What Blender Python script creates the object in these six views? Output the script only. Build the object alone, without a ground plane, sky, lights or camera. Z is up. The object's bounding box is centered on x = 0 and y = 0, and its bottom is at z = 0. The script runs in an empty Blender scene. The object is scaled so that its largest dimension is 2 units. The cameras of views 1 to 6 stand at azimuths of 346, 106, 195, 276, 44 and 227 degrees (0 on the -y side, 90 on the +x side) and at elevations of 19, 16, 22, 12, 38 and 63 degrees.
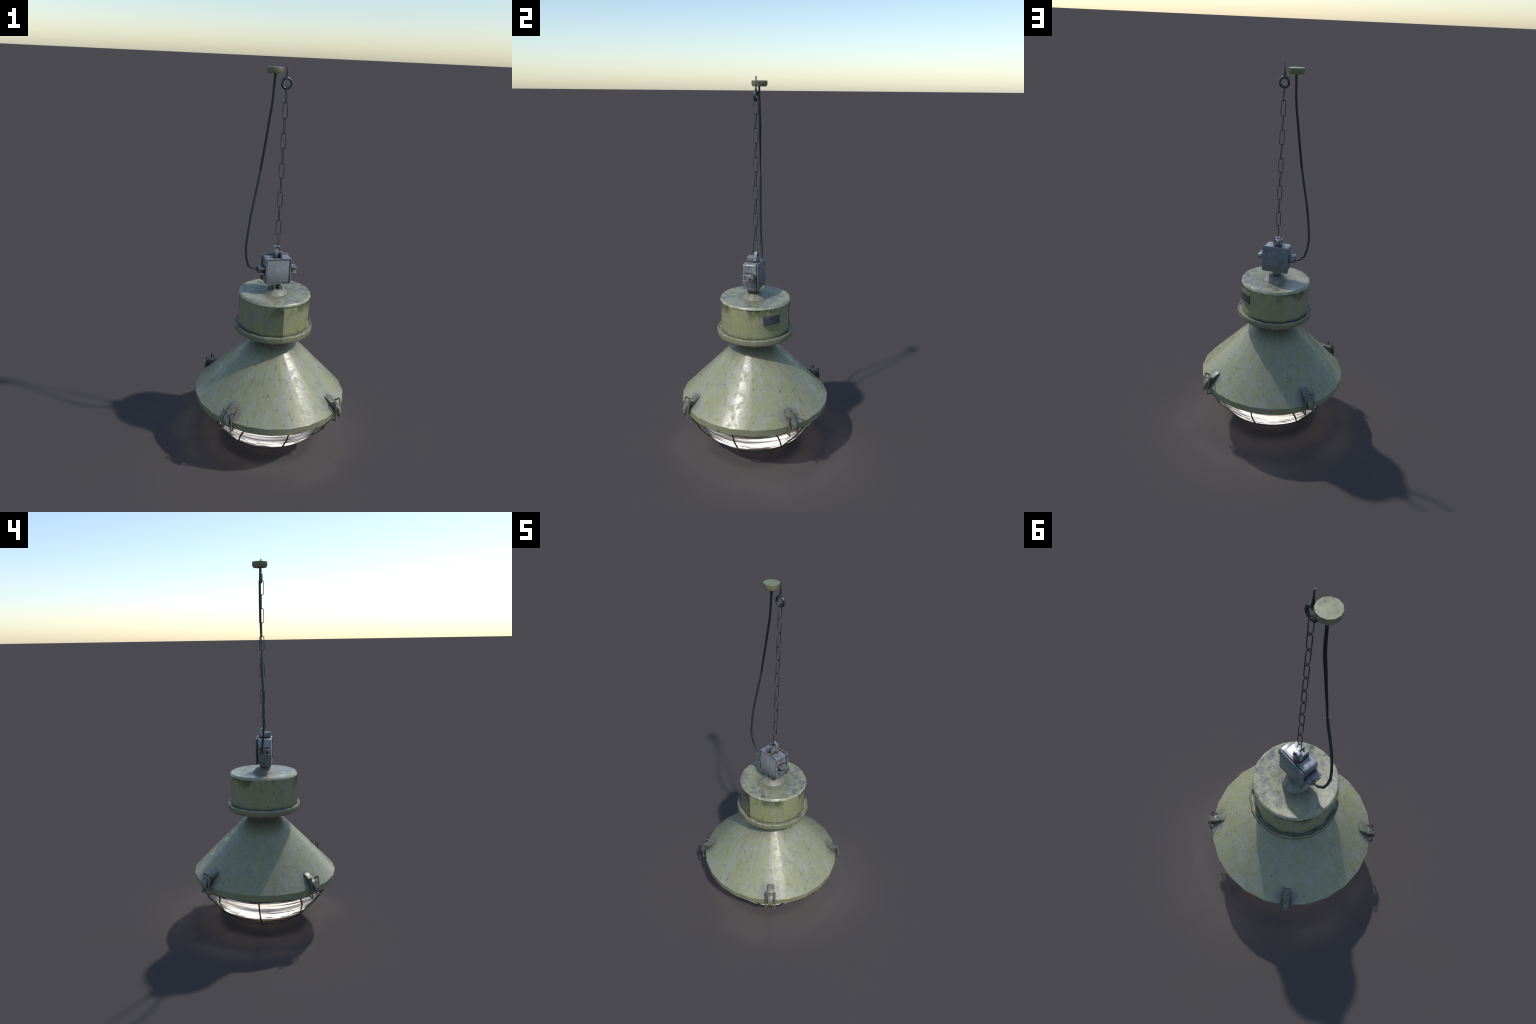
"""Industrial pendant lamp: sheet-metal shade with latched glass and wire guard,
ballast drum, junction box, chain, eye hook, ceiling canopy and a hanging cable."""
import bpy, bmesh, math, random
from math import sin, cos, pi, radians, atan2, hypot
from mathutils import Vector, Matrix

random.seed(7)
SC = bpy.context.scene


# ------------------------------------------------------------------ helpers
def azp(r, a, z):
    """Point at radius r, azimuth a (degrees, 0 on -y, 90 on +x), height z."""
    a = radians(a)
    return Vector((r * sin(a), -r * cos(a), z))


class Build:
    """Collects geometry for one mesh."""

    def __init__(self):
        self.v, self.f, self.m = [], [], []

    def add(self, verts, faces, mat=0):
        o = len(self.v)
        self.v += [Vector(p) for p in verts]
        self.f += [[i + o for i in f] for f in faces]
        self.m += [mat] * len(faces)
        return self

    # surface of revolution; profile is a list of (r, z), going so that the
    # outside lies on the left when z falls
    def lathe(self, prof, segs, start=0.0, arc=360.0, mat=0, mats=None):
        full = abs(arc - 360) < 1e-6
        n = segs if full else segs + 1
        vs, fs, ms = [], [], []
        rows = []
        for r, z in prof:
            if r < 1e-6:
                rows.append([len(vs)] * n)
                vs.append(Vector((0, 0, z)))
            else:
                rows.append(list(range(len(vs), len(vs) + n)))
                vs += [azp(r, start + arc * i / segs, z) for i in range(n)]
        for k in range(len(prof) - 1):
            for i in range(segs):
                j = (i + 1) % n
                q = [rows[k][i], rows[k][j], rows[k + 1][j], rows[k + 1][i]]
                q = list(dict.fromkeys(q))
                if len(q) > 2:
                    fs.append(q)
                    ms.append(mats[k] if mats else mat)
        o = len(self.v)
        self.v += vs
        self.f += [[i + o for i in f] for f in fs]
        self.m += ms
        return self

    # extruded outline: outline = list of 2D points, frame maps (u, v, w) to space
    def prism(self, outline, w0, w1, frame=lambda u, v, w: (u, v, w), mat=0):
        n = len(outline)
        vs = [frame(u, v, w0) for u, v in outline] + [frame(u, v, w1) for u, v in outline]
        fs = [list(range(n))[::-1], list(range(n, 2 * n))]
        fs += [[i, (i + 1) % n, n + (i + 1) % n, n + i] for i in range(n)]
        return self.add(vs, fs, mat)

    # swept tube through points; radii per point are a number or (ra, rb) along
    # the two section axes; up gives the second axis
    def tube(self, pts, rad, sides=8, up=(0, 1, 0), closed=False, mat=0, caps=True, phase=0.0):
        pts = [Vector(p) for p in pts]
        n = len(pts)
        if not isinstance(rad, (list, tuple)) or (isinstance(rad, tuple)):
            rad = [rad] * n
        up = Vector(up)
        vs = []
        for i, p in enumerate(pts):
            a = pts[(i - 1) % n] if (closed or i > 0) else None
            b = pts[(i + 1) % n] if (closed or i < n - 1) else None
            d1 = (p - a).normalized() if a is not None else None
            d2 = (b - p).normalized() if b is not None else None
            t = ((d1 or d2) + (d2 or d1)).normalized()
            s = t.cross(up)
            if s.length < 1e-4:
                s = t.cross(Vector((1, 0, 0)))
            s.normalize()
            u = s.cross(t).normalized()
            # keep the wire width at mitred bends
            k = 1.0
            if d1 and d2:
                c = max(0.5, math.sqrt(max(0.0, (1 + d1.dot(d2)) / 2)))
                k = 1 / c
            ra, rb = rad[i] if isinstance(rad[i], (tuple, list)) else (rad[i], rad[i])
            bend = (d2 - d1) if (d1 and d2) else Vector((0, 0, 0))
            for j in range(sides):
                an = 2 * pi * (j + phase) / sides
                off = s * (ra * cos(an)) + u * (rb * sin(an))
                if bend.length > 1e-4:
                    bn = bend.normalized()
                    off = off + bn * (off.dot(bn) * (k - 1))
                vs.append(p + off)
        fs = []
        for i in range(n if closed else n - 1):
            i2 = (i + 1) % n
            for j in range(sides):
                j2 = (j + 1) % sides
                fs.append([i * sides + j, i * sides + j2, i2 * sides + j2, i2 * sides + j])
        if caps and not closed:
            fs.append(list(range(sides))[::-1])
            fs.append(list(range((n - 1) * sides, n * sides)))
        return self.add(vs, fs, mat)

    def box(self, lo, hi, mat=0):
        x0, y0, z0 = lo
        x1, y1, z1 = hi
        return self.prism([(x0, y0), (x1, y0), (x1, y1), (x0, y1)], z0, z1, mat=mat)

    def mesh(self, name, mats, bevel=0.0, bevel_segments=2, bevel_angle=30, sharp=35, weld=True):
        me = bpy.data.meshes.new(name)
        me.from_pydata([tuple(p) for p in self.v], [], self.f)
        for i, p in enumerate(me.polygons):
            p.material_index = self.m[i]
        bm = bmesh.new()
        bm.from_mesh(me)
        if weld:
            bmesh.ops.remove_doubles(bm, verts=bm.verts, dist=1e-6)
        bmesh.ops.recalc_face_normals(bm, faces=bm.faces)
        if bevel > 0:
            es = [e for e in bm.edges if len(e.link_faces) == 2
                  and e.calc_face_angle(0) > radians(bevel_angle)]
            bmesh.ops.bevel(bm, geom=es, offset=bevel, segments=bevel_segments,
                            profile=0.5, affect='EDGES', clamp_overlap=True)
        for f in bm.faces:
            f.smooth = True
        bm.to_mesh(me)
        bm.free()
        for m in mats:
            me.materials.append(m)
        me.set_sharp_from_angle(angle=radians(sharp))
        return me


def obj(name, mesh, parent=None, matrix=None):
    o = bpy.data.objects.new(name, mesh)
    SC.collection.objects.link(o)
    if parent is not None:
        o.parent = parent
    if matrix is not None:
        o.matrix_local = matrix
    return o


# ---------------------------------------------------------------- materials
class Mat:
    def __init__(self, name):
        self.m = bpy.data.materials.new(name)
        self.m.use_nodes = True
        self.nt = self.m.node_tree
        self.nt.nodes.clear()
        self.out = self.n('ShaderNodeOutputMaterial')
        self.b = self.n('ShaderNodeBsdfPrincipled')
        self.l(self.b.outputs[0], self.out.inputs[0])
        self.co = self.n('ShaderNodeTexCoord').outputs['Object']

    def n(self, t, **kw):
        nd = self.nt.nodes.new(t)
        for k, v in kw.items():
            setattr(nd, k, v)
        return nd

    def l(self, a, b):
        self.nt.links.new(a, b)

    def put(self, sock, v):
        if hasattr(v, 'is_linked') or hasattr(v, 'links'):
            self.l(v, sock)
        else:
            sock.default_value = v

    def math(self, op, a, b=None, clamp=False):
        nd = self.n('ShaderNodeMath', operation=op, use_clamp=clamp)
        self.put(nd.inputs[0], a)
        if b is not None:
            self.put(nd.inputs[1], b)
        return nd.outputs[0]

    def vec(self, op, a, b=None, scale=None):
        nd = self.n('ShaderNodeVectorMath', operation=op)
        self.put(nd.inputs[0], a)
        if b is not None:
            self.put(nd.inputs[1], b)
        if scale is not None:
            self.put(nd.inputs['Scale'], scale)
        return nd.outputs['Value'] if op in ('LENGTH', 'DISTANCE', 'DOT_PRODUCT') else nd.outputs['Vector']

    def noise(self, vec, scale, detail=4.0, rough=0.55, distort=0.0):
        nd = self.n('ShaderNodeTexNoise')
        self.put(nd.inputs['Vector'], vec)
        nd.inputs['Scale'].default_value = scale
        nd.inputs['Detail'].default_value = detail
        nd.inputs['Roughness'].default_value = rough
        nd.inputs['Distortion'].default_value = distort
        return nd.outputs['Fac']

    def voronoi(self, vec, scale, feature='F1', out='Distance', rand=1.0):
        nd = self.n('ShaderNodeTexVoronoi', feature=feature)
        self.put(nd.inputs['Vector'], vec)
        nd.inputs['Scale'].default_value = scale
        nd.inputs['Randomness'].default_value = rand
        return nd.outputs[out]

    def step(self, v, lo, hi, a=0.0, b=1.0):
        nd = self.n('ShaderNodeMapRange', interpolation_type='SMOOTHSTEP')
        self.put(nd.inputs['Value'], v)
        nd.inputs['From Min'].default_value = lo
        nd.inputs['From Max'].default_value = hi
        nd.inputs['To Min'].default_value = a
        nd.inputs['To Max'].default_value = b
        return nd.outputs[0]

    def mix(self, fac, a, b, blend='MIX'):
        nd = self.n('ShaderNodeMix', data_type='RGBA', blend_type=blend)
        self.put(nd.inputs[0], fac)
        for s, v in ((nd.inputs[6], a), (nd.inputs[7], b)):
            if isinstance(v, tuple):
                s.default_value = (*v, 1.0) if len(v) == 3 else v
            else:
                self.l(v, s)
        return nd.outputs[2]

    def sep(self, v):
        nd = self.n('ShaderNodeSeparateXYZ')
        self.put(nd.inputs[0], v)
        return nd.outputs

    def comb(self, x, y, z):
        nd = self.n('ShaderNodeCombineXYZ')
        for s, v in zip(nd.inputs, (x, y, z)):
            self.put(s, v)
        return nd.outputs[0]

    def offset(self, off):
        return self.vec('ADD', self.co, off)

    def ring_coords(self, around, along):
        """Coordinates that follow the turned form: streaks run down the slope."""
        flat = self.vec('MULTIPLY', self.co, (1, 1, 0))
        unit = self.vec('NORMALIZE', flat)
        z = self.sep(self.co)[2]
        rad = self.vec('LENGTH', flat)
        run = self.math('SUBTRACT', rad, z)
        return self.vec('ADD', self.vec('SCALE', unit, scale=around),
                        self.comb(0.0, 0.0, self.math('MULTIPLY', run, along)))

    def hoop_coords(self, around, up):
        unit = self.vec('NORMALIZE', self.vec('MULTIPLY', self.co, (1, 1, 0)))
        return self.vec('ADD', self.vec('SCALE', unit, scale=around),
                        self.comb(0.0, 0.0, self.math('MULTIPLY', self.sep(self.co)[2], up)))

    def bump(self, h, strength, dist):
        nd = self.n('ShaderNodeBump')
        nd.inputs['Strength'].default_value = strength
        nd.inputs['Distance'].default_value = dist
        self.l(h, nd.inputs['Height'])
        self.l(nd.outputs[0], self.b.inputs['Normal'])

    def ao(self, dist):
        nd = self.n('ShaderNodeAmbientOcclusion', samples=8)
        nd.inputs['Distance'].default_value = dist
        return nd.outputs['AO']

    def set(self, color=None, rough=None, metal=None, **kw):
        if color is not None:
            self.put(self.b.inputs['Base Color'], (*color, 1.0) if isinstance(color, tuple) else color)
        if rough is not None:
            self.put(self.b.inputs['Roughness'], rough)
        if metal is not None:
            self.put(self.b.inputs['Metallic'], metal)
        for k, v in kw.items():
            self.put(self.b.inputs[k], v)
        return self.m


def paint(name, green, grey, olive, kind):
    """Aged sage-green enamel. kind: shade | drum | small"""
    M = Mat(name)
    co = M.co
    streak = M.ring_coords(3.0, 3.0) if kind != 'small' else M.vec('SCALE', co, scale=12.0)
    n1 = M.noise(streak, 2.2, 5, 0.62, 0.4)
    n2 = M.noise(M.vec('ADD', streak, (7.3, 1.1, 4.2)), 4.0, 5, 0.62)
    n3 = M.noise(M.offset((3.1, 8.2, 0.4)), 70, 4, 0.65)
    col = M.mix(M.step(n1, 0.44, 0.70), green, grey)
    col = M.mix(M.math('MULTIPLY', M.step(n2, 0.44, 0.70), 0.8), col, olive)
    m3 = M.noise(M.vec('ADD', M.ring_coords(6.0, 9.0), (1.3, 2.7, 9.1)), 3.0, 5, 0.68) if kind != 'small' else n1
    col = M.mix(M.math('MULTIPLY', M.step(m3, 0.48, 0.68), 0.50), col, olive)
    col = M.mix(M.math('MULTIPLY', M.step(m3, 0.48, 0.32), 0.50), col, grey)
    dk = M.noise(M.vec('ADD', streak, (2.3, 9.1, 0.2)), 3.2, 5, 0.66)
    col = M.mix(M.math('MULTIPLY', M.step(dk, 0.56, 0.74), 0.45), col, tuple(c * 0.55 for c in green))
    # fine grain
    col = M.mix(M.math('MULTIPLY', M.step(n3, 0.46, 0.72), 0.34), col,
                tuple(c * 0.70 for c in green))
    z = M.sep(co)[2]
    nx, ny, nz = M.sep(M.n('ShaderNodeNewGeometry').outputs['Normal'])
    if kind == 'drum':
        # grime runs below the cap edge and grey mottling on the flat top
        runs = M.noise(M.ring_coords(3.2, 1.6), 3.0, 4, 0.6)
        blot = M.noise(M.ring_coords(2.2, 6.0), 1.4, 3, 0.5)
        side = M.step(nz, 0.25, 0.5, 1.0, 0.0)
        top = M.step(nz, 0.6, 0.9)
        m = M.math('MULTIPLY', M.math('MULTIPLY', M.step(runs, 0.54, 0.74), 0.40), side)
        col = M.mix(m, col, (0.115, 0.125, 0.075))
        up = M.math('MULTIPLY', M.step(M.math('ADD', z, M.math('MULTIPLY', M.noise(co, 40, 4, 0.65), 0.06)), 0.805, 0.885), M.step(blot, 0.50, 0.62))
        col = M.mix(M.math('MULTIPLY', M.math('MULTIPLY', up, side), 0.88), col, (0.075, 0.082, 0.042))
        low = M.math('MULTIPLY', M.step(z, 0.712, 0.694), 0.55)
        col = M.mix(M.math('MULTIPLY', low, side), col, (0.10, 0.095, 0.06))
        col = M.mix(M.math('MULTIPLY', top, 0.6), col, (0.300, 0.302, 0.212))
        mot = M.noise(M.offset((1.7, 0.3, 5.0)), 28, 7, 0.78)
        area = M.noise(M.offset((0.2, 4.0, 0.0)), 7, 2, 0.5)
        k = M.math('MULTIPLY', M.step(mot, 0.46, 0.54), M.step(area, 0.30, 0.52))
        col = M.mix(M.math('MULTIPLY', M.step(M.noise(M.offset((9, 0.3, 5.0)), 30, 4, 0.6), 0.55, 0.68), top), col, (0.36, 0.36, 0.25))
        col = M.mix(M.math('MULTIPLY', M.math('MULTIPLY', k, top), 0.85), col, (0.165, 0.165, 0.155))
        deep = M.math('MULTIPLY', M.step(mot, 0.54, 0.62), M.step(area, 0.42, 0.58))
        col = M.mix(M.math('MULTIPLY', M.math('MULTIPLY', deep, top), 0.8), col, (0.075, 0.078, 0.075))
        rimm = M.math('MULTIPLY', M.step(nz, 0.2, 0.35), M.step(nz, 0.8, 0.6))
        col = M.mix(M.math('MULTIPLY', M.math('MULTIPLY', rimm, M.step(M.noise(M.offset((3, 1, 1)), 35, 3, 0.6), 0.45, 0.6)), 0.7), col, (0.37, 0.37, 0.35))
        flat_r = M.vec('LENGTH', M.vec('MULTIPLY', co, (1, 1, 0)))
        col = M.mix(M.math('MULTIPLY', M.math('MULTIPLY', M.step(flat_r, 0.14, 0.066), top), 0.62),
                    col, (0.15, 0.15, 0.09))
    if kind == 'shade':
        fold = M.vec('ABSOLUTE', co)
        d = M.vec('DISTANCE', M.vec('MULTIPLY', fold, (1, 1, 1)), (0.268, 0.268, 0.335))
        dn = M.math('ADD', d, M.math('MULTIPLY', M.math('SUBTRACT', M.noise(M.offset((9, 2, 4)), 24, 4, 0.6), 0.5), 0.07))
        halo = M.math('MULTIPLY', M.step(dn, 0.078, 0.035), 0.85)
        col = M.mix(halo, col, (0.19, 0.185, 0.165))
        # long soft dirty runs down the slope
        run = M.noise(M.ring_coords(6.0, 1.2), 2.0, 4, 0.6)
        col = M.mix(M.math('MULTIPLY', M.step(run, 0.60, 0.74), 0.45), col, (0.15, 0.16, 0.10))
        # ochre touches
        oc = M.voronoi(M.ring_coords(2.4, 4.2), 3.0)
        ocm = M.math('MULTIPLY', M.step(oc, 0.15, 0.07), M.step(M.noise(co, 9, 2), 0.55, 0.6))
        col = M.mix(M.math('MULTIPLY', ocm, 0.55), col, (0.42, 0.31, 0.06))
        # pale chips
        pal = M.noise(M.vec('ADD', M.ring_coords(5, 7), (4.4, 2.2, 1.0)), 5.0, 6, 0.7)
        palm = M.math('MULTIPLY', M.step(pal, 0.66, 0.70), M.step(M.noise(M.offset((5, 5, 5)), 6, 1), 0.52, 0.58))
        col = M.mix(M.math('MULTIPLY', palm, 0.75), col, (0.46, 0.48, 0.50))
        # smudges
        smu = M.noise(M.vec('ADD', M.ring_coords(4, 4), (7.4, 0.2, 3.0)), 2.4, 6, 0.72)
        col = M.mix(M.math('MULTIPLY', M.step(smu, 0.55, 0.70), 0.48), col, (0.11, 0.115, 0.08))
        lipm = M.math('MULTIPLY', M.step(nz, 0.45, 0.2), M.step(z, 0.31, 0.30))
        col = M.mix(M.math('MULTIPLY', lipm, 0.6), col, (0.235, 0.24, 0.125))
        # shade under the drum, painted into the cone's colour
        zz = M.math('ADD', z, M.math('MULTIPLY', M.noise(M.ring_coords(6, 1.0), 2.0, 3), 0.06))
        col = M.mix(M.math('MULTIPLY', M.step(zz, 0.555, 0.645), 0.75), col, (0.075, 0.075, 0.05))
    # small dark chips and scratches
    ch = M.noise(M.vec('ADD', M.ring_coords(6.0, 7.5), (0.4, 6.2, 2.0)) if kind != 'small' else M.vec('SCALE', co, scale=30), 3.6, 6, 0.75)
    gate = M.noise(M.offset((8.0, 3.0, 2.0)), 11, 2)
    chm = M.math('MULTIPLY', M.step(ch, 0.600, 0.630), M.step(gate, 0.49, 0.55))
    col = M.mix(M.math('MULTIPLY', chm, 0.88), col, (0.035, 0.04, 0.035))
    sc = M.noise(M.vec('ADD', M.ring_coords(16.0, 5.0), (3.4, 1.2, 8.0)) if kind != 'small' else M.vec('SCALE', co, scale=60), 5.0, 3, 0.6)
    scm = M.math('MULTIPLY', M.step(sc, 0.63, 0.68), M.step(M.noise(M.offset((1.0, 3.0, 7.0)), 7, 2), 0.52, 0.58))
    col = M.mix(M.math('MULTIPLY', scm, 0.55), col, (0.06, 0.065, 0.05))
    # darker tone in the creases
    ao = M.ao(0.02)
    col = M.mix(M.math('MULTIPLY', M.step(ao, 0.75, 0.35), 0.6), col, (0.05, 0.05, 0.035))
    rv = M.noise(M.offset((4, 4, 1)), 22, 5, 0.65)
    rw = M.noise(M.offset((2, 7, 1)), 42, 4, 0.7)
    rough = M.math('ADD', M.step(rv, 0.34, 0.66, 0.20, 0.42), M.step(rw, 0.38, 0.66, -0.03, 0.10))
    M.bump(M.math('ADD', M.math('MULTIPLY', n3, 0.45), rv), 0.11, 0.006)
    return M.set(col, rough, 0.0, **{'Specular IOR Level': 0.5})


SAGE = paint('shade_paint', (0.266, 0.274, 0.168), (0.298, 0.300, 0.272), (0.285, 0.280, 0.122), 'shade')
DRUM = paint('drum_paint', (0.275, 0.282, 0.150), (0.275, 0.275, 0.225), (0.290, 0.295, 0.110), 'drum')
CANOPY = paint('canopy_paint', (0.175, 0.182, 0.100), (0.215, 0.212, 0.170), (0.215, 0.205, 0.085), 'small')


def latch_paint():
    M = Mat('latch_paint')
    n = M.noise(M.offset((1, 2, 3)), 55, 5, 0.65)
    w = M.noise(M.offset((4, 2, 3)), 26, 3, 0.5)
    col = M.mix(M.step(w, 0.42, 0.62), (0.170, 0.175, 0.105), (0.175, 0.168, 0.142))
    col = M.mix(M.math('MULTIPLY', M.step(n, 0.52, 0.60), 0.85), col, (0.06, 0.065, 0.055))
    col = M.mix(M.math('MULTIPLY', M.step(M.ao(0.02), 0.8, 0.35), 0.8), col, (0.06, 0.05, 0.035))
    M.bump(n, 0.4, 0.003)
    return M.set(col, 0.42, 0.15)


LATCH = latch_paint()


def plain(name, color, rough, metal=0.0, var=0.35, scale=40):
    M = Mat(name)
    n = M.noise(M.co, scale, 4, 0.6)
    col = M.mix(M.step(n, 0.35, 0.7), tuple(c * (1 - var) for c in color), tuple(min(1, c * (1 + var)) for c in color))
    return M.set(col, rough, metal)


WIRE = plain('latch_wire', (0.165, 0.165, 0.120), 0.42, 0.2, 0.3)
GUARD = plain('guard_wire', (0.060, 0.066, 0.048), 0.38, 0.3, 0.5, 60)
RUBBER = plain('rubber', (0.008, 0.0085, 0.009), 0.5, 0.0, 0.2)
RUBBER_LOW = plain('rubber_faded', (0.030, 0.035, 0.036), 0.5, 0.0, 0.2)
CHAIN = plain('chain_steel', (0.075, 0.073, 0.068), 0.34, 0.6, 0.4)
HOOK = plain('hook_steel', (0.085, 0.088, 0.092), 0.34, 0.75, 0.45, 30)
DARK = plain('near_black', (0.010, 0.010, 0.009), 0.8)  # near-black colour used to fill gaps, grooves and recesses
GLINT = plain('neck_glint', (0.42, 0.34, 0.10), 0.35, 0.4, 0.3)
OLIVE = plain('neck_paint', (0.085, 0.088, 0.060), 0.6)
UNDER = plain('flange_underside', (0.22, 0.165, 0.145), 0.6, 0.0, 0.25)


def box_metal(name, base, light, rough, metal, rust_amount, flat=False):
    """Blue-grey cast metal with rust gathering in the joints."""
    M = Mat(name)
    n = M.noise(M.offset((2, 1, 7)), 34, 5, 0.6)
    p = M.noise(M.offset((6, 1, 2)), 16, 4, 0.6)
    col = M.mix(M.step(n, 0.35, 0.68), base, light)
    if flat:
        col = M.mix(M.math('MULTIPLY', M.step(p, 0.52, 0.7), 0.4), col, tuple(c * 0.7 for c in base))
    else:
        col = M.mix(M.math('MULTIPLY', M.step(p, 0.56, 0.62), 0.5), col, tuple(c * 0.45 for c in base))
    z = M.sep(M.co)[2]
    col = M.mix(M.step(z, 0.985, 0.93, 0.0, 0.45), col, (0.105, 0.105, 0.10))
    pit = M.voronoi(M.co, 95)
    col = M.mix(M.math('MULTIPLY', M.step(pit, 0.16, 0.10), 0.55), col, (0.05, 0.05, 0.05))
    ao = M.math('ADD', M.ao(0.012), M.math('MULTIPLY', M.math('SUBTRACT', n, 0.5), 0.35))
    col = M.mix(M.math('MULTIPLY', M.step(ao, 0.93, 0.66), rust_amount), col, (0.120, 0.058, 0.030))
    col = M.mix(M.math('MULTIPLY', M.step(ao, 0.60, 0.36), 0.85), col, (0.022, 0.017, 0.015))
    M.bump(n, 0.15, 0.002)
    return M.set(col, rough, metal)


BOX = box_metal('box_metal', (0.20, 0.22, 0.24), (0.40, 0.42, 0.44), 0.37, 0.45, 0.85)
PANEL = box_metal('box_panel', (0.215, 0.225, 0.232), (0.262, 0.27, 0.277), 0.55, 0.1, 0.5, True)
COVER = box_metal('box_cover', (0.135, 0.155, 0.168), (0.185, 0.205, 0.22), 0.45, 0.1, 0.3, True)
PLATE = plain('plate_dark', (0.078, 0.076, 0.078), 0.5, 0.2, 0.45, 90)
PLATE_LIGHT = plain('plate_raised', (0.16, 0.17, 0.19), 0.45, 0.3, 0.4, 90)
PLATE_MID = plain('plate_text', (0.105, 0.11, 0.12), 0.5, 0.3, 0.4, 120)


def mount_paint():
    M = Mat('mount_paint')
    st = M.ring_coords(1.0, 5.0)
    n = M.noise(st, 2.4, 4, 0.6)
    g = M.noise(M.co, 60, 4, 0.6)
    col = M.mix(M.step(n, 0.40, 0.62), (0.245, 0.232, 0.185), (0.165, 0.172, 0.12))
    col = M.mix(M.math('MULTIPLY', M.step(g, 0.5, 0.72), 0.5), col, (0.16, 0.15, 0.12))
    z = M.sep(M.co)[2]
    col = M.mix(M.step(z, 0.866, 0.888, 0.0, 0.25), col, (0.12, 0.115, 0.10))
    M.bump(g, 0.2, 0.002)
    return M.set(col, 0.5, 0.0)


MOUNT = mount_paint()

# ------------------------------------------------------------------ the lamp
LAMP = obj('pendant_lamp', None)
LAMP['label'] = 'worn sage green industrial pendant lamp with chain and cable'
LAMP['category'] = 'pendant lamp'

# ---- shade: 24-sided spun cone with a vertical lip
SEG = 24
shade = Build()
cone = [(0.088, 0.628), (0.106, 0.6085), (0.404, 0.3015)]
shade.lathe(cone, SEG)
shade.lathe([(0.404, 0.3015), (0.4005, 0.2655), (0.389, 0.2650), (0.392, 0.298), (0.385, 0.3040), (0.088, 0.612)], SEG)
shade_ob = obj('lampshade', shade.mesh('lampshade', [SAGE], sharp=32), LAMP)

gasket = Build().lathe([(0.3935, 0.2750), (0.3965, 0.2655), (0.392, 0.2575), (0.360, 0.2600), (0.350, 0.274)], 20, start=5)
obj('gasket', gasket.mesh('gasket', [GUARD]), shade_ob)

M = Mat('reflector_metal')
REFL = M.set((0.40, 0.40, 0.40), 0.4, 0.5)
refl = Build().lathe([(0.378, 0.270), (0.360, 0.300), (0.22, 0.45), (0.09, 0.585), (0.0, 0.590)], 32)
obj('reflector', refl.mesh('reflector', [REFL]), shade_ob)

# ---- neck between drum and shade
neck = Build()
neck.lathe([(0.0965, 0.664), (0.0965, 0.600)], 20)
neck_ob = obj('neck', neck.mesh('neck', [OLIVE]), LAMP)
glint = Build().tube([azp(0.0968, a * 18, 0.6190) for a in range(20)], 0.0018, 6, up=(0, 0, 1), closed=True)  # added ring stands in for the golden glint at the neck's foot
obj('neck_glint', glint.mesh('neck_glint', [GLINT]), neck_ob)

# ---- drum: two half shells of six facets each, meeting in upright seams
R_R, R_L = 0.1872, 0.1890
drum = Build()
drum.lathe([(R_R, 0.856), (R_R - 0.0022, 0.688)], 6, 0.0, 180.0)
lip = Build().lathe([(R_L, 0.856), (R_L - 0.0022, 0.688)], 6, 180.0, 180.0)
lap = Build().prism([(-R_L - 0.0015, 0.855), (-R_L + 0.0007, 0.688), (-R_L + 0.008, 0.688), (-R_L + 0.008, 0.855)], -0.0004, 0.0004, lambda u, v, w: (w, u, v))
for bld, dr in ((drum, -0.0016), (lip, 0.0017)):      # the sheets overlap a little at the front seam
    for p in bld.v:
        if abs(p.x) < 1e-4 and p.y < 0:
            p.y -= dr
drum_me = drum.mesh('drum_housing', [DRUM, DARK], sharp=40)
drum_ob = obj('drum_housing', drum_me, LAMP)
half_me = lip.mesh('drum_half', [DRUM, DARK], sharp=40)
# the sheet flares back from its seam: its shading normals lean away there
nors = []
for vtx in half_me.vertices:
    a = math.degrees(atan2(vtx.co.x, -vtx.co.y))
    a = a if a <= 1 else a - 360
    lean = 32 * max(0.0, 1 + a / 90)
    nors.append(azp(1, a - lean, 0))
half_me.normals_split_custom_set_from_vertices(nors)
obj('drum_half', half_me, drum_ob)
obj('seam_edge', Build().add(lap.v, lap.f, 0).mesh('seam_edge', [DARK]), drum_ob)

cap = Build()
cap.lathe([(0.180, 0.8545), (0.1884, 0.8545), (0.1884, 0.8560)], 24, 7.5)
cap.lathe([(0.1884, 0.8560), (0.1832, 0.8690), (0.1805, 0.8692), (0.175, 0.8686), (0.120, 0.8648), (0.0, 0.8630)], 24, 7.5)
obj('drum_cap', cap.mesh('drum_cap', [DRUM], sharp=85, weld=False), LAMP)

# clamp band round the foot of the drum, also in two halves
band_prof = [(0.197, 0.668), (0.2070, 0.668), (0.2068, 0.6915), (0.2040, 0.6965), (0.2000, 0.6955), (0.1965, 0.6905), (0.182, 0.6900)]
band_a = Build().lathe(band_prof, 10, -2.0, 180.0)
obj('clamp_band', band_a.mesh('clamp_band', [DRUM], sharp=40), LAMP)
band_b = Build().lathe([(r - (0.0012 if r > 0.2 else 0), z - 0.001) for r, z in band_prof], 10, 178.0, 180.0)
obj('clamp_band', band_b.mesh('clamp_band_half', [DRUM], sharp=40), LAMP)
foot = Build().lathe([(0.190, 0.675), (0.2025, 0.672), (0.1985, 0.6570), (0.10, 0.6560), (0.09, 0.662)], 12, 15)
obj('drum_base', foot.mesh('drum_base', [UNDER]), LAMP)

# ---- rating plate bent round one facet of the drum
plate = Build()


def on_plate(u, v, w):
    """u along the plate in degrees of azimuth, v height, w out of the surface."""
    return azp(0.1895 + w, u, v)


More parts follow.
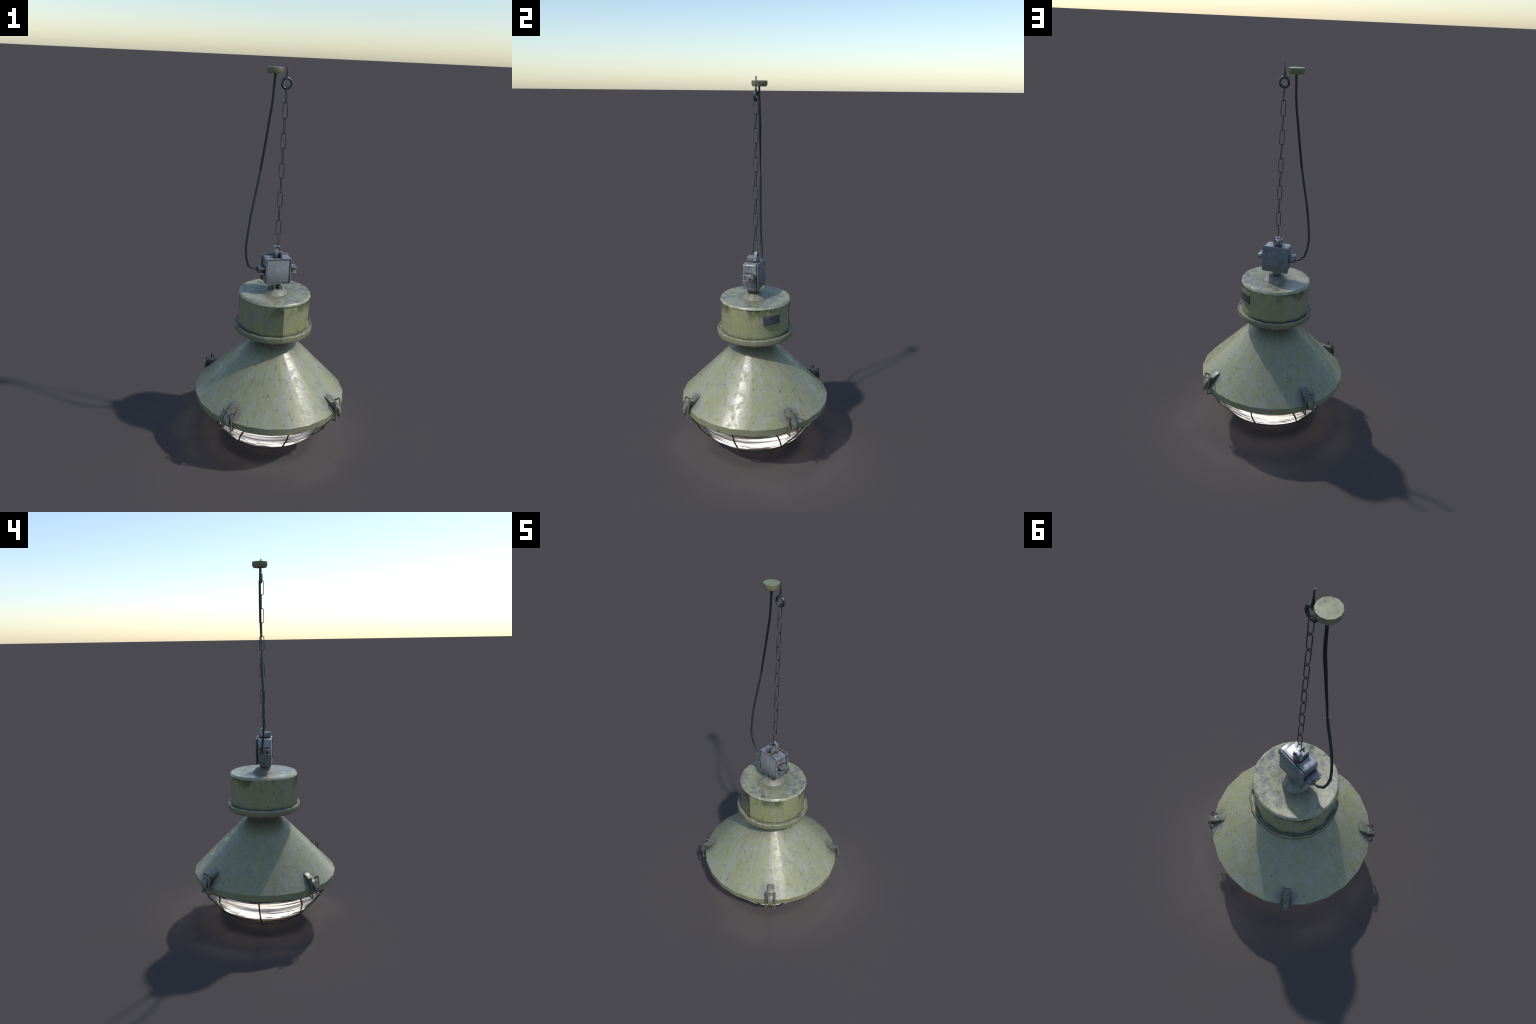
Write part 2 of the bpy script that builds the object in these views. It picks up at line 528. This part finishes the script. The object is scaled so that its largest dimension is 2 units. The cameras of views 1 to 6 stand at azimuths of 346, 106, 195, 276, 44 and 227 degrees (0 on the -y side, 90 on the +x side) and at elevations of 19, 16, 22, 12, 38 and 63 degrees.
def bent(b, u0, u1, v0, v1, w0, w1, mat=0, n=6):
    us = [u0 + (u1 - u0) * i / n for i in range(n + 1)]
    vs, fs = [], []
    for u in us:
        vs += [on_plate(u, v0, w0), on_plate(u, v1, w0), on_plate(u, v1, w1), on_plate(u, v0, w1)]
    for i in range(n):
        a, c = i * 4, i * 4 + 4
        for k in range(4):
            k2 = (k + 1) % 4
            fs.append([a + k, a + k2, c + k2, c + k])
    fs += [[0, 1, 2, 3], [n * 4 + 3, n * 4 + 2, n * 4 + 1, n * 4]]
    b.add(vs, fs, mat)


PU0, PU1, PV0, PV1 = 119.4, 148.4, 0.7685, 0.8195
bent(plate, PU0, PU1, PV0, PV1, -0.008, 0.0008)
plate_ob = obj('rating_plate', plate.mesh('rating_plate', [PLATE]), LAMP)
frame = Build()
e = 0.0008
bent(frame, PU0, PU1, PV1 - 0.0030, PV1, e, 0.0016)
bent(frame, PU0, PU1, PV0, PV0 + 0.0030, e, 0.0016)
bent(frame, PU0, PU0 + 1.1, PV0 + 0.003, PV1 - 0.003, e, 0.0016, n=1)
bent(frame, PU1 - 1.1, PU1, PV0 + 0.003, PV1 - 0.003, e, 0.0016, n=1)
obj('plate_border', frame.mesh('plate_border', [PLATE_LIGHT]), plate_ob)


# two-by-two emblem of block letters: R O over M I
def glyph(b, rows, u, v, du, dv):
    for j, row in enumerate(rows):
        for i, ch in enumerate(row):
            if ch == '#':
                bent(b, u + i * du, u + (i + 1.02) * du, v - (j + 1.02) * dv, v - j * dv, e, 0.0017, n=1)


emblem = Build()
for k, rows in enumerate((['###', '# #', '## ', '# #'], ['###', '# #', '# #', '###'],
                          ['# #', '###', '###', '# #'], ['###', ' # ', ' # ', '###'])):
    glyph(emblem, rows, 122.9 + (k % 2) * 3.4, PV1 - 0.0065 - (k // 2) * 0.0125, 1.0, 0.0028)
obj('emblem', emblem.mesh('emblem', [PLATE_LIGHT], weld=False), plate_ob)
text = Build()
rnd = random.Random(3)
for j in range(6):
    v = PV1 - 0.0075 - j * 0.0062
    u = 131.5 if j < 4 else 122.6
    while u < PU1 - 3.0:
        w = rnd.uniform(0.7, 2.2)
        if rnd.random() < 0.78:
            bent(text, u, min(u + w, PU1 - 2.2), v - 0.0030, v, e, 0.0013, n=1)
        u += w + rnd.uniform(0.35, 0.8)
obj('inscription', text.mesh('inscription', [PLATE_MID], weld=False), plate_ob)

# ---- cone mount and pipe on top of the drum
mount = Build()
mount.lathe([(0.0660, 0.8615), (0.0655, 0.8640), (0.0392, 0.8910), (0.0370, 0.8920), (0.0, 0.8920)], 20, 9)
mount_ob = obj('box_mount', mount.mesh('box_mount', [MOUNT], sharp=28), LAMP)
stem = Build().lathe([(0.0128, 0.8900), (0.0128, 0.9000), (0.0, 0.9000)], 10)
stem.v = [p + Vector((0, 0.000, 0)) for p in stem.v]
obj('stem', stem.mesh('stem', [BOX]), mount_ob)

# ---- junction box
BX, BZ0, BZ1, BYF, BYB = 0.0662, 0.9232, 1.0606, -0.0482, 0.0248


def rounded(hw, z0, z1, r, n=4):
    pts = []
    for cx, cz, a0 in ((hw - r, z1 - r, 0), (-hw + r, z1 - r, 90), (-hw + r, z0 + r, 180), (hw - r, z0 + r, 270)):
        for i in range(n + 1):
            a = radians(a0 + 90 * i / n)
            pts.append((cx + r * cos(a), cz + r * sin(a)))
    return pts


xz = lambda u, v, w: (u, w, v)
body = Build()
outer = rounded(BX, BZ0, BZ1, 0.0075)
inner = rounded(BX - 0.0050, BZ0 + 0.0050, BZ1 - 0.0050, 0.005)
n = len(outer)
vs = [xz(u, v, BYB) for u, v in outer] + [xz(u, v, BYF) for u, v in outer] \
    + [xz(u, v, BYF) for u, v in inner] + [xz(u, v, BYF + 0.006) for u, v in inner]
fs = []
for k in range(3):
    for i in range(n):
        j = (i + 1) % n
        fs.append([k * n + i, k * n + j, (k + 1) * n + j, (k + 1) * n + i])
fs.append(list(range(n)))
body.add(vs, fs)
body.add(vs[3 * n:], [list(range(n))], 1)
body_me = body.mesh('junction_box', [BOX, DARK], bevel=0.0012, bevel_segments=2, bevel_angle=60, sharp=50)
box_ob = obj('junction_box', body_me, LAMP)
panel = Build().prism(rounded(BX - 0.0070, BZ0 + 0.0070, BZ1 - 0.0070, 0.005), BYF + 0.0034, BYF + 0.0068, xz)
obj('front_panel', panel.mesh('front_panel', [PANEL], bevel=0.0008, bevel_angle=60), box_ob)
cover = Build().prism(rounded(0.0727, 0.9208, 1.0650, 0.0085), 0.0300, 0.0345, xz)
disc = Build().lathe([(0.0470, -0.001), (0.0464, 0.0016), (0.0435, 0.0042), (0.0380, 0.0056), (0.0, 0.0062)], 32)
disc.v = [Vector((p.x, 0.0345 + p.z, 0.9925 + p.y)) for p in disc.v]
gap_fill = Build().prism(rounded(0.0640, 0.926, 1.058, 0.009), 0.0240, 0.0305, xz)  # dark block added to stand for the shaded gap behind the body
obj('gap_fill', gap_fill.mesh('gap_fill', [DARK]), box_ob)
cover_ob = obj('back_cover', cover.mesh('back_cover', [COVER], bevel=0.0011, bevel_segments=2, bevel_angle=60, weld=False), box_ob)


obj('cover_disc', disc.mesh('cover_disc', [COVER], sharp=70), cover_ob)


# forked lugs on four sides: notch to the front, half round at the back
def lug_mesh(height, name):
    hw, yf, yc = 0.0182, -0.0425, 0.0030
    out = [(-hw, yf), (-0.0095, yf), (-0.0095, -0.0235), (0.0095, -0.0235), (0.0095, yf), (hw, yf), (hw, yc)]
    out += [(hw * cos(pi * i / 10), yc + hw * sin(pi * i / 10)) for i in range(1, 10)]
    out += [(-hw, yc)]
    return Build().prism(out, -0.004, height).mesh(name, [BOX], bevel=0.0014, bevel_angle=50, sharp=45)


side_me, top_me = lug_mesh(0.0325, 'side_lug'), lug_mesh(0.0305, 'top_lug')
low_me = lug_mesh(0.0285, 'low_lug')
CZ = 0.9935
obj('lug', top_me, box_ob, Matrix.Translation((0, 0, BZ1)))
obj('lug', side_me, box_ob, Matrix.Translation((BX, 0, CZ)) @ Matrix.Rotation(radians(90), 4, 'Y'))
obj('lug', side_me, box_ob, Matrix.Translation((-BX, 0, CZ)) @ Matrix.Rotation(radians(-90), 4, 'Y'))
obj('lug', low_me, box_ob, Matrix.Translation((0, 0, BZ0)) @ Matrix.Rotation(radians(180), 4, 'Y'))

# cable glands: hexagon collar; a dark disc stands in for the hole
gl = Build().lathe([(0.0062, 0.0030), (0.0062, 0.0058), (0.0115, 0.0058), (0.0128, 0.0040), (0.0128, -0.001)], 8, 22.5)
gl_me = gl.mesh('cable_gland', [BOX], sharp=40)
bore_disc = Build().lathe([(0.0, 0.0032), (0.0064, 0.0032)], 10)
bore_disc_me = bore_disc.mesh('bore_disc', [DARK])
for sx in (1, -1):
    mt = Matrix.Translation((sx * (BX + 0.0325), 0.0030, CZ - 0.001)) @ Matrix.Rotation(radians(90 * sx), 4, 'Y')
    g = obj('cable_gland', gl_me, box_ob, mt)
    obj('bore_disc', bore_disc_me, g)

# strap shackle over the top lug
sh = Build()
path = [(-0.0212, 1.0690), (-0.0200, 1.0800), (-0.0152, 1.1080), (-0.0125, 1.1135), (0.0125, 1.1135), (0.0152, 1.1080), (0.0200, 1.0800), (0.0212, 1.0690)]
tk = 0.0036
full = []
for i, (x, z) in enumerate(path):
    k = 0.8
    full.append((x * (1 - tk / 0.0212 * k) if abs(x) > 0.013 else x * 0.82, z - (tk if abs(x) < 0.013 else (tk * 0.6 if z > 1.1 else 0))))
out = path + full[::-1]
sh.prism(out, -0.0075, 0.0105, lambda u, v, w: (u, w + (v - 1.07) * 0.10, v))
obj('shackle', sh.mesh('shackle', [BOX], bevel=0.0010, bevel_angle=50, sharp=45), box_ob)

# ---- chain: eleven links, every other turned a quarter; the lowest stands open
Z0, PITCH, RW, HW = 1.8935, 0.07162, 0.00205, 0.0114


def link_points(h):
    """Long eight-cornered loop in the xz plane, centred, outer height h."""
    a = h / 2
    half = [(0.004, a), (HW, a - 0.0052), (HW, -a + 0.0052), (0.004, -a)]
    return [(x, 0, z) for x, z in half] + [(-x, 0, z) for x, z in half[::-1]]


link_me = Build().tube(link_points(PITCH + 2 * RW), RW, 6, up=(0, 1, 0), closed=True).mesh('chain_link', [CHAIN], sharp=60)
for i in range(10):
    zc = Z0 - PITCH * (i + 0.5)
    turn = 90 if i % 2 == 0 else 0
    obj('chain_link', link_me, LAMP,
        Matrix.Translation((0, 0, zc)) @ Matrix.Rotation(radians(turn + random.uniform(-3, 3)), 4, 'Z'))
zj = Z0 - PITCH * 10
opn = Build()
opn.tube([(0, 0.0128, zj - 0.0110), (0, 0.0095, zj - 0.0015), (0, 0.0045, zj + 0.0015), (0, -0.0060, zj + 0.0015),
          (0, -0.0108, zj - 0.004), (0, -0.0125, 1.1200), (0, -0.0090, 1.1085), (0, -0.002, 1.1062), (0, 0.0085, 1.1062),
          (0, 0.0125, 1.1105), (0, 0.0138, 1.1225)], RW, 6, up=(1, 0, 0))
obj('open_link', opn.mesh('open_link', [HOOK], sharp=60), LAMP)

# ---- eye hook that screws into the ceiling
eye = Build()
eye.tube([(0.0231 * sin(2 * pi * i / 14), 0, 1.9085 + 0.0237 * cos(2 * pi * i / 14)) for i in range(14)], (0.0060, 0.0066), 8, up=(0, 1, 0), closed=True)
eye_ob = obj('eye_hook', eye.mesh('eye_hook', [HOOK], sharp=60), LAMP)
pin = Build()
pin.tube([(0, 0, 1.9275), (0, 0, 1.9350), (0, 0, 1.9420), (0, 0, 1.9530), (0, 0, 1.9720), (0, 0, 2.0000)],
         [(0.0105, 0.0060), (0.0098, 0.0056), (0.0068, 0.0042), (0.0052, 0.0034), (0.0034, 0.0030), (0.0013, 0.0037)], 8, up=(0, 1, 0))
obj('screw_pin', pin.mesh('screw_pin', [HOOK], sharp=60), eye_ob)

# ---- ceiling canopy
can = Build().lathe([(0.0, 1.9800), (0.0395, 1.9800), (0.0403, 1.9790), (0.0403, 1.9625), (0.0345, 1.9515), (0.0, 1.9515)], 12, 10)
can.v = [p + Vector((-0.0591, 0.0005, 0)) for p in can.v]
obj('ceiling_canopy', can.mesh('ceiling_canopy', [CANOPY], sharp=30), LAMP)

# ---- cable: a flattening upper run and a round lower run
spine = [(-0.0572, -0.0006, 1.953), (-0.0603, 0.0006, 1.895), (-0.0634, 0.0012, 1.835), (-0.0676, 0.0012, 1.790), (-0.0725, 0.0008, 1.760),
         (-0.0800, -0.0010, 1.705), (-0.0880, -0.0024, 1.642), (-0.0984, -0.0047, 1.570), (-0.1090, -0.0056, 1.4965)]
flat = [0.0050, 0.0055, 0.0063, 0.0067, 0.0068, 0.0060, 0.0050, 0.0036, 0.0016]
up_c = Build().tube(spine, [(0.0061, f) for f in flat], 8, up=(0, 1, 0), phase=0.5)
cable_ob = obj('power_cable', up_c.mesh('power_cable', [RUBBER], sharp=70), LAMP)
low = [(-0.1086, -0.0058, 1.4985), (-0.1185, -0.0085, 1.4420), (-0.1322, -0.0128, 1.3700), (-0.1452, -0.0160, 1.2970), (-0.1545, -0.0182, 1.2350),
       (-0.1622, -0.0176, 1.1730), (-0.1668, -0.0162, 1.1130), (-0.1610, -0.0112, 1.0600), (-0.1500, -0.0050, 1.0210), (-0.1285, 0.0010, 1.0015),
       (-0.1150, 0.0025, 0.9955), (-0.0985, 0.0030, 0.9925)]
low_c = Build().tube(low, [0.0060] * 8 + [0.0062, 0.0058, 0.0046, 0.0040], 8, up=(0, 1, 0), phase=0.5)
obj('cable_end', low_c.mesh('cable_end', [RUBBER_LOW], sharp=70), cable_ob)

# ---- glass bowl
M = Mat('bowl_glass')
sil = M.noise(M.vec('ADD', M.hoop_coords(0.30, 44.0), (3.0, 1.0, 5.0)), 1.5, 3, 0.55)
wav = M.noise(M.vec('ADD', M.hoop_coords(1.5, 52.0), (1.0, 4.0, 2.0)), 1.5, 4, 0.6)
M.bump(M.math('ADD', sil, wav), 0.9, 0.012)
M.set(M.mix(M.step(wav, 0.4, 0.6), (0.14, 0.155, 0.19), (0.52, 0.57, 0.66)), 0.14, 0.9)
lit = M.n('ShaderNodeBsdfTranslucent')
M.put(lit.inputs['Color'], M.mix(M.step(wav, 0.40, 0.62), (0.015, 0.018, 0.024), (0.105, 0.130, 0.175)))
skin = M.n('ShaderNodeMixShader')
skin.inputs[0].default_value = 0.5
M.l(M.b.outputs[0], skin.inputs[1])
M.l(lit.outputs[0], skin.inputs[2])
clear = M.n('ShaderNodeBsdfTransparent')
clear.inputs[0].default_value = (0.96, 0.96, 0.97, 1)
blend = M.n('ShaderNodeMixShader')
M.put(blend.inputs[0], M.step(sil, 0.40, 0.58, 0.28, 0.94))
M.l(clear.outputs[0], blend.inputs[1])
M.l(skin.outputs[0], blend.inputs[2])
# emission painted on the wall imitates the bulb's flare, strongest face-on
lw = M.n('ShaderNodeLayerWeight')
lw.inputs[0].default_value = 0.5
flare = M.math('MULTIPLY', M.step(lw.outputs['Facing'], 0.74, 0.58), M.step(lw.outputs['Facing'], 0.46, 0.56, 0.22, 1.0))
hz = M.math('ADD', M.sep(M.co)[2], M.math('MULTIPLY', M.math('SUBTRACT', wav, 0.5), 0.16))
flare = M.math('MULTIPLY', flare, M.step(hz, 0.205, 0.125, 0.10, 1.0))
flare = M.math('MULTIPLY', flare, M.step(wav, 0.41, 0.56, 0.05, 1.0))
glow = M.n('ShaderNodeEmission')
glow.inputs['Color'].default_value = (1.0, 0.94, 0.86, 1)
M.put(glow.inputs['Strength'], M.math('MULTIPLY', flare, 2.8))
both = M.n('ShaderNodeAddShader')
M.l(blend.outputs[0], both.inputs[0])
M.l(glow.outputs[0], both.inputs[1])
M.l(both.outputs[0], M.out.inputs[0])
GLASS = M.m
M = Mat('bowl_base')
bs = M.noise(M.ring_coords(1.5, 14.0), 2.0, 3, 0.6)
M.set(M.mix(M.step(bs, 0.4, 0.65), (0.10, 0.092, 0.085), (0.19, 0.175, 0.16)), 0.35, 0.0)
br_ = M.vec('LENGTH', M.vec('MULTIPLY', M.co, (1, 1, 0)))
M.set(None, None, None, **{'Emission Color': (1.0, 0.86, 0.74, 1.0), 'Emission Strength': M.step(br_, 0.215, 0.150, 0.035, 0.45)})  # base is made to glow, to brighten the ground beneath
thru = M.n('ShaderNodeBsdfTransparent')
thru.inputs[0].default_value = (0.9, 0.85, 0.8, 1)
blend = M.n('ShaderNodeMixShader')
blend.inputs[0].default_value = 0.62
M.l(thru.outputs[0], blend.inputs[1])
M.l(M.b.outputs[0], blend.inputs[2])
M.l(blend.outputs[0], M.out.inputs[0])
BASE = M.m
rings = []
wall = [(0.3560, 0.266), (0.346, 0.228), (0.324, 0.175), (0.297, 0.133), (0.2810, 0.1115)]
N = 44
for i in range(N + 1):
    t = i / N * (len(wall) - 1)
    k = min(int(t), len(wall) - 2)
    f = t - k
    r = wall[k][0] * (1 - f) + wall[k + 1][0] * f
    z = wall[k][1] * (1 - f) + wall[k + 1][1] * f
    rings.append((r + 0.0008 * sin(i * 2 * pi / 5.3) + 0.0004 * sin(i * 2 * pi / 2.9 + 1), z))
prof = rings + [(0.240, 0.0850), (0.190, 0.0580), (0.120, 0.0320), (0.05, 0.0200), (0.0, 0.0190)]
inside = [(max(0.0, r - 0.0045), z + 0.0035) for r, z in wall[::-1]]
bowl = Build().lathe(rings + inside + [rings[0]], 48)
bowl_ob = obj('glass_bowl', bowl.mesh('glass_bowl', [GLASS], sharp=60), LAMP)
low_prof = [(0.2830, 0.1117)] + prof[N + 1:]
base = Build().lathe(low_prof + [(max(0.0, r - 0.002), z + 0.004) for r, z in low_prof[::-1]] + low_prof[:1], 48)
obj('bowl_base', base.mesh('bowl_base', [BASE], sharp=60), bowl_ob)

M = Mat('lamp_glow')
GLOW = M.set((0.9, 0.9, 0.88), 0.4, 0.0, **{'Emission Color': (1.0, 0.86, 0.70, 1.0), 'Emission Strength': 110.0})
bulb = Build().lathe([(0.0, 0.345)] + [(0.058 * sin(pi * i / 12), 0.403 - 0.058 * cos(pi * i / 12)) for i in range(1, 10)] + [(0.022, 0.47), (0.022, 0.585), (0.0, 0.585)], 20)
obj('light_bulb', bulb.mesh('light_bulb', [GLOW], sharp=60), LAMP)

# added glowing disc imitates a bright pool of light low in the bowl
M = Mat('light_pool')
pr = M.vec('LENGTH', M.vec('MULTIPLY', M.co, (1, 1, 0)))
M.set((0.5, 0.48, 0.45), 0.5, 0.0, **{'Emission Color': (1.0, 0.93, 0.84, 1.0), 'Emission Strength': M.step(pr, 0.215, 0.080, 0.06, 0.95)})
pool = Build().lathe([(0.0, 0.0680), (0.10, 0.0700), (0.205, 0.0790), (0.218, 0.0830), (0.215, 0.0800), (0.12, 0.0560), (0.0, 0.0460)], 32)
obj('light_pool_disc', pool.mesh('light_pool_disc', [M.m]), bowl_ob)

# ---- wire guard
guard = Build()
guard.tube([azp(0.200, i * 11.25, 0.0440) for i in range(32)], (0.0050, 0.0044), 6, up=(0, 0, 1), closed=True)
guard_ob = obj('wire_guard', guard.mesh('wire_guard', [GUARD]), LAMP)
tail = [(0.297, 0.117), (0.245, 0.078), (0.200, 0.0440), (0.110, 0.0075), (0.0, 0.0042)]


def rib(bd, az0, az1):
    pts = [azp(0.392, az0, 0.262), azp(0.366, az0 + (az1 - az0) * 0.35, 0.206)]
    return bd.tube(pts + [azp(r, az1, z) for r, z in tail], 0.0043, 6, up=(0, 0, 1))


rib_me = rib(Build(), 0, 0).mesh('guard_rib', [GUARD])
for k in range(4):
    obj('guard_rib', rib_me, guard_ob, Matrix.Rotation(radians(90 * k), 4, 'Z'))
fork = rib(Build(), -12, 0)
fork.tube([azp(0.392, 12, 0.262), azp(0.366, 12 * 0.65, 0.206), azp(0.297, 0, 0.117)], 0.0043, 6, up=(0, 0, 1))
fork_me = fork.mesh('guard_fork', [GUARD])
for k in range(4):
    obj('guard_rib', fork_me, guard_ob, Matrix.Rotation(radians(45 + 90 * k), 4, 'Z'))

# ---- four over-centre latches; modelled on the -y side, then turned
rt = lambda r, z, t: (t, -r, z)
br = Build()
upper = [(0.3410, 0.3690), (0.3600, 0.3605), (0.3835, 0.3480), (0.3905, 0.3420), (0.392, 0.325), (0.376, 0.325), (0.341, 0.362)]
br.prism(upper, -0.0190, 0.0190, rt)
lower = [(0.3835, 0.3465), (0.3980, 0.3440), (0.4140, 0.3340), (0.4250, 0.3190), (0.4300, 0.3000), (0.4290, 0.2880),
         (0.4225, 0.2870), (0.4080, 0.2960), (0.4060, 0.3040), (0.3900, 0.3180)]
br.prism(lower, -0.0150, 0.0150, rt)
br_me = br.mesh('latch', [LATCH], bevel=0.0022, bevel_angle=40, sharp=40, weld=False)
ck = Build()
cheek = [(0.3835, 0.3460), (0.4000, 0.3360), (0.4120, 0.3150), (0.4180, 0.2980), (0.4080, 0.2960), (0.3850, 0.3200), (0.3740, 0.3310)]
for s in (-1, 1):
    ck.prism(cheek, s * 0.0150, s * 0.0185, rt)
ck_me = ck.mesh('latch_cheek', [DARK], weld=False)
ck_me.materials[0] = plain('cheek_shade', (0.075, 0.08, 0.06), 0.5)  # dark colour stands in for the shaded hollow of the channel
bail = Build()
for s in (-1, 1):
    bail.tube([rt(0.3780, 0.3350, s * 0.0200), rt(0.3850, 0.3460, s * 0.0218), rt(0.4045, 0.3610, s * 0.0250), rt(0.4080, 0.3565, s * 0.0252),
               rt(0.4190, 0.2580, s * 0.0265), rt(0.4010, 0.2590, s * 0.0265), rt(0.3900, 0.2650, s * 0.0260)], 0.0041, 6, up=(1, 0, 0))
bail_me = bail.mesh('bail', [WIRE], sharp=60, weld=False)
for k in range(4):
    lt = obj('latch', br_me, LAMP, Matrix.Rotation(radians(45 + 90 * k), 4, 'Z'))
    obj('latch_cheek', ck_me, lt)
    obj('bail', bail_me, lt)
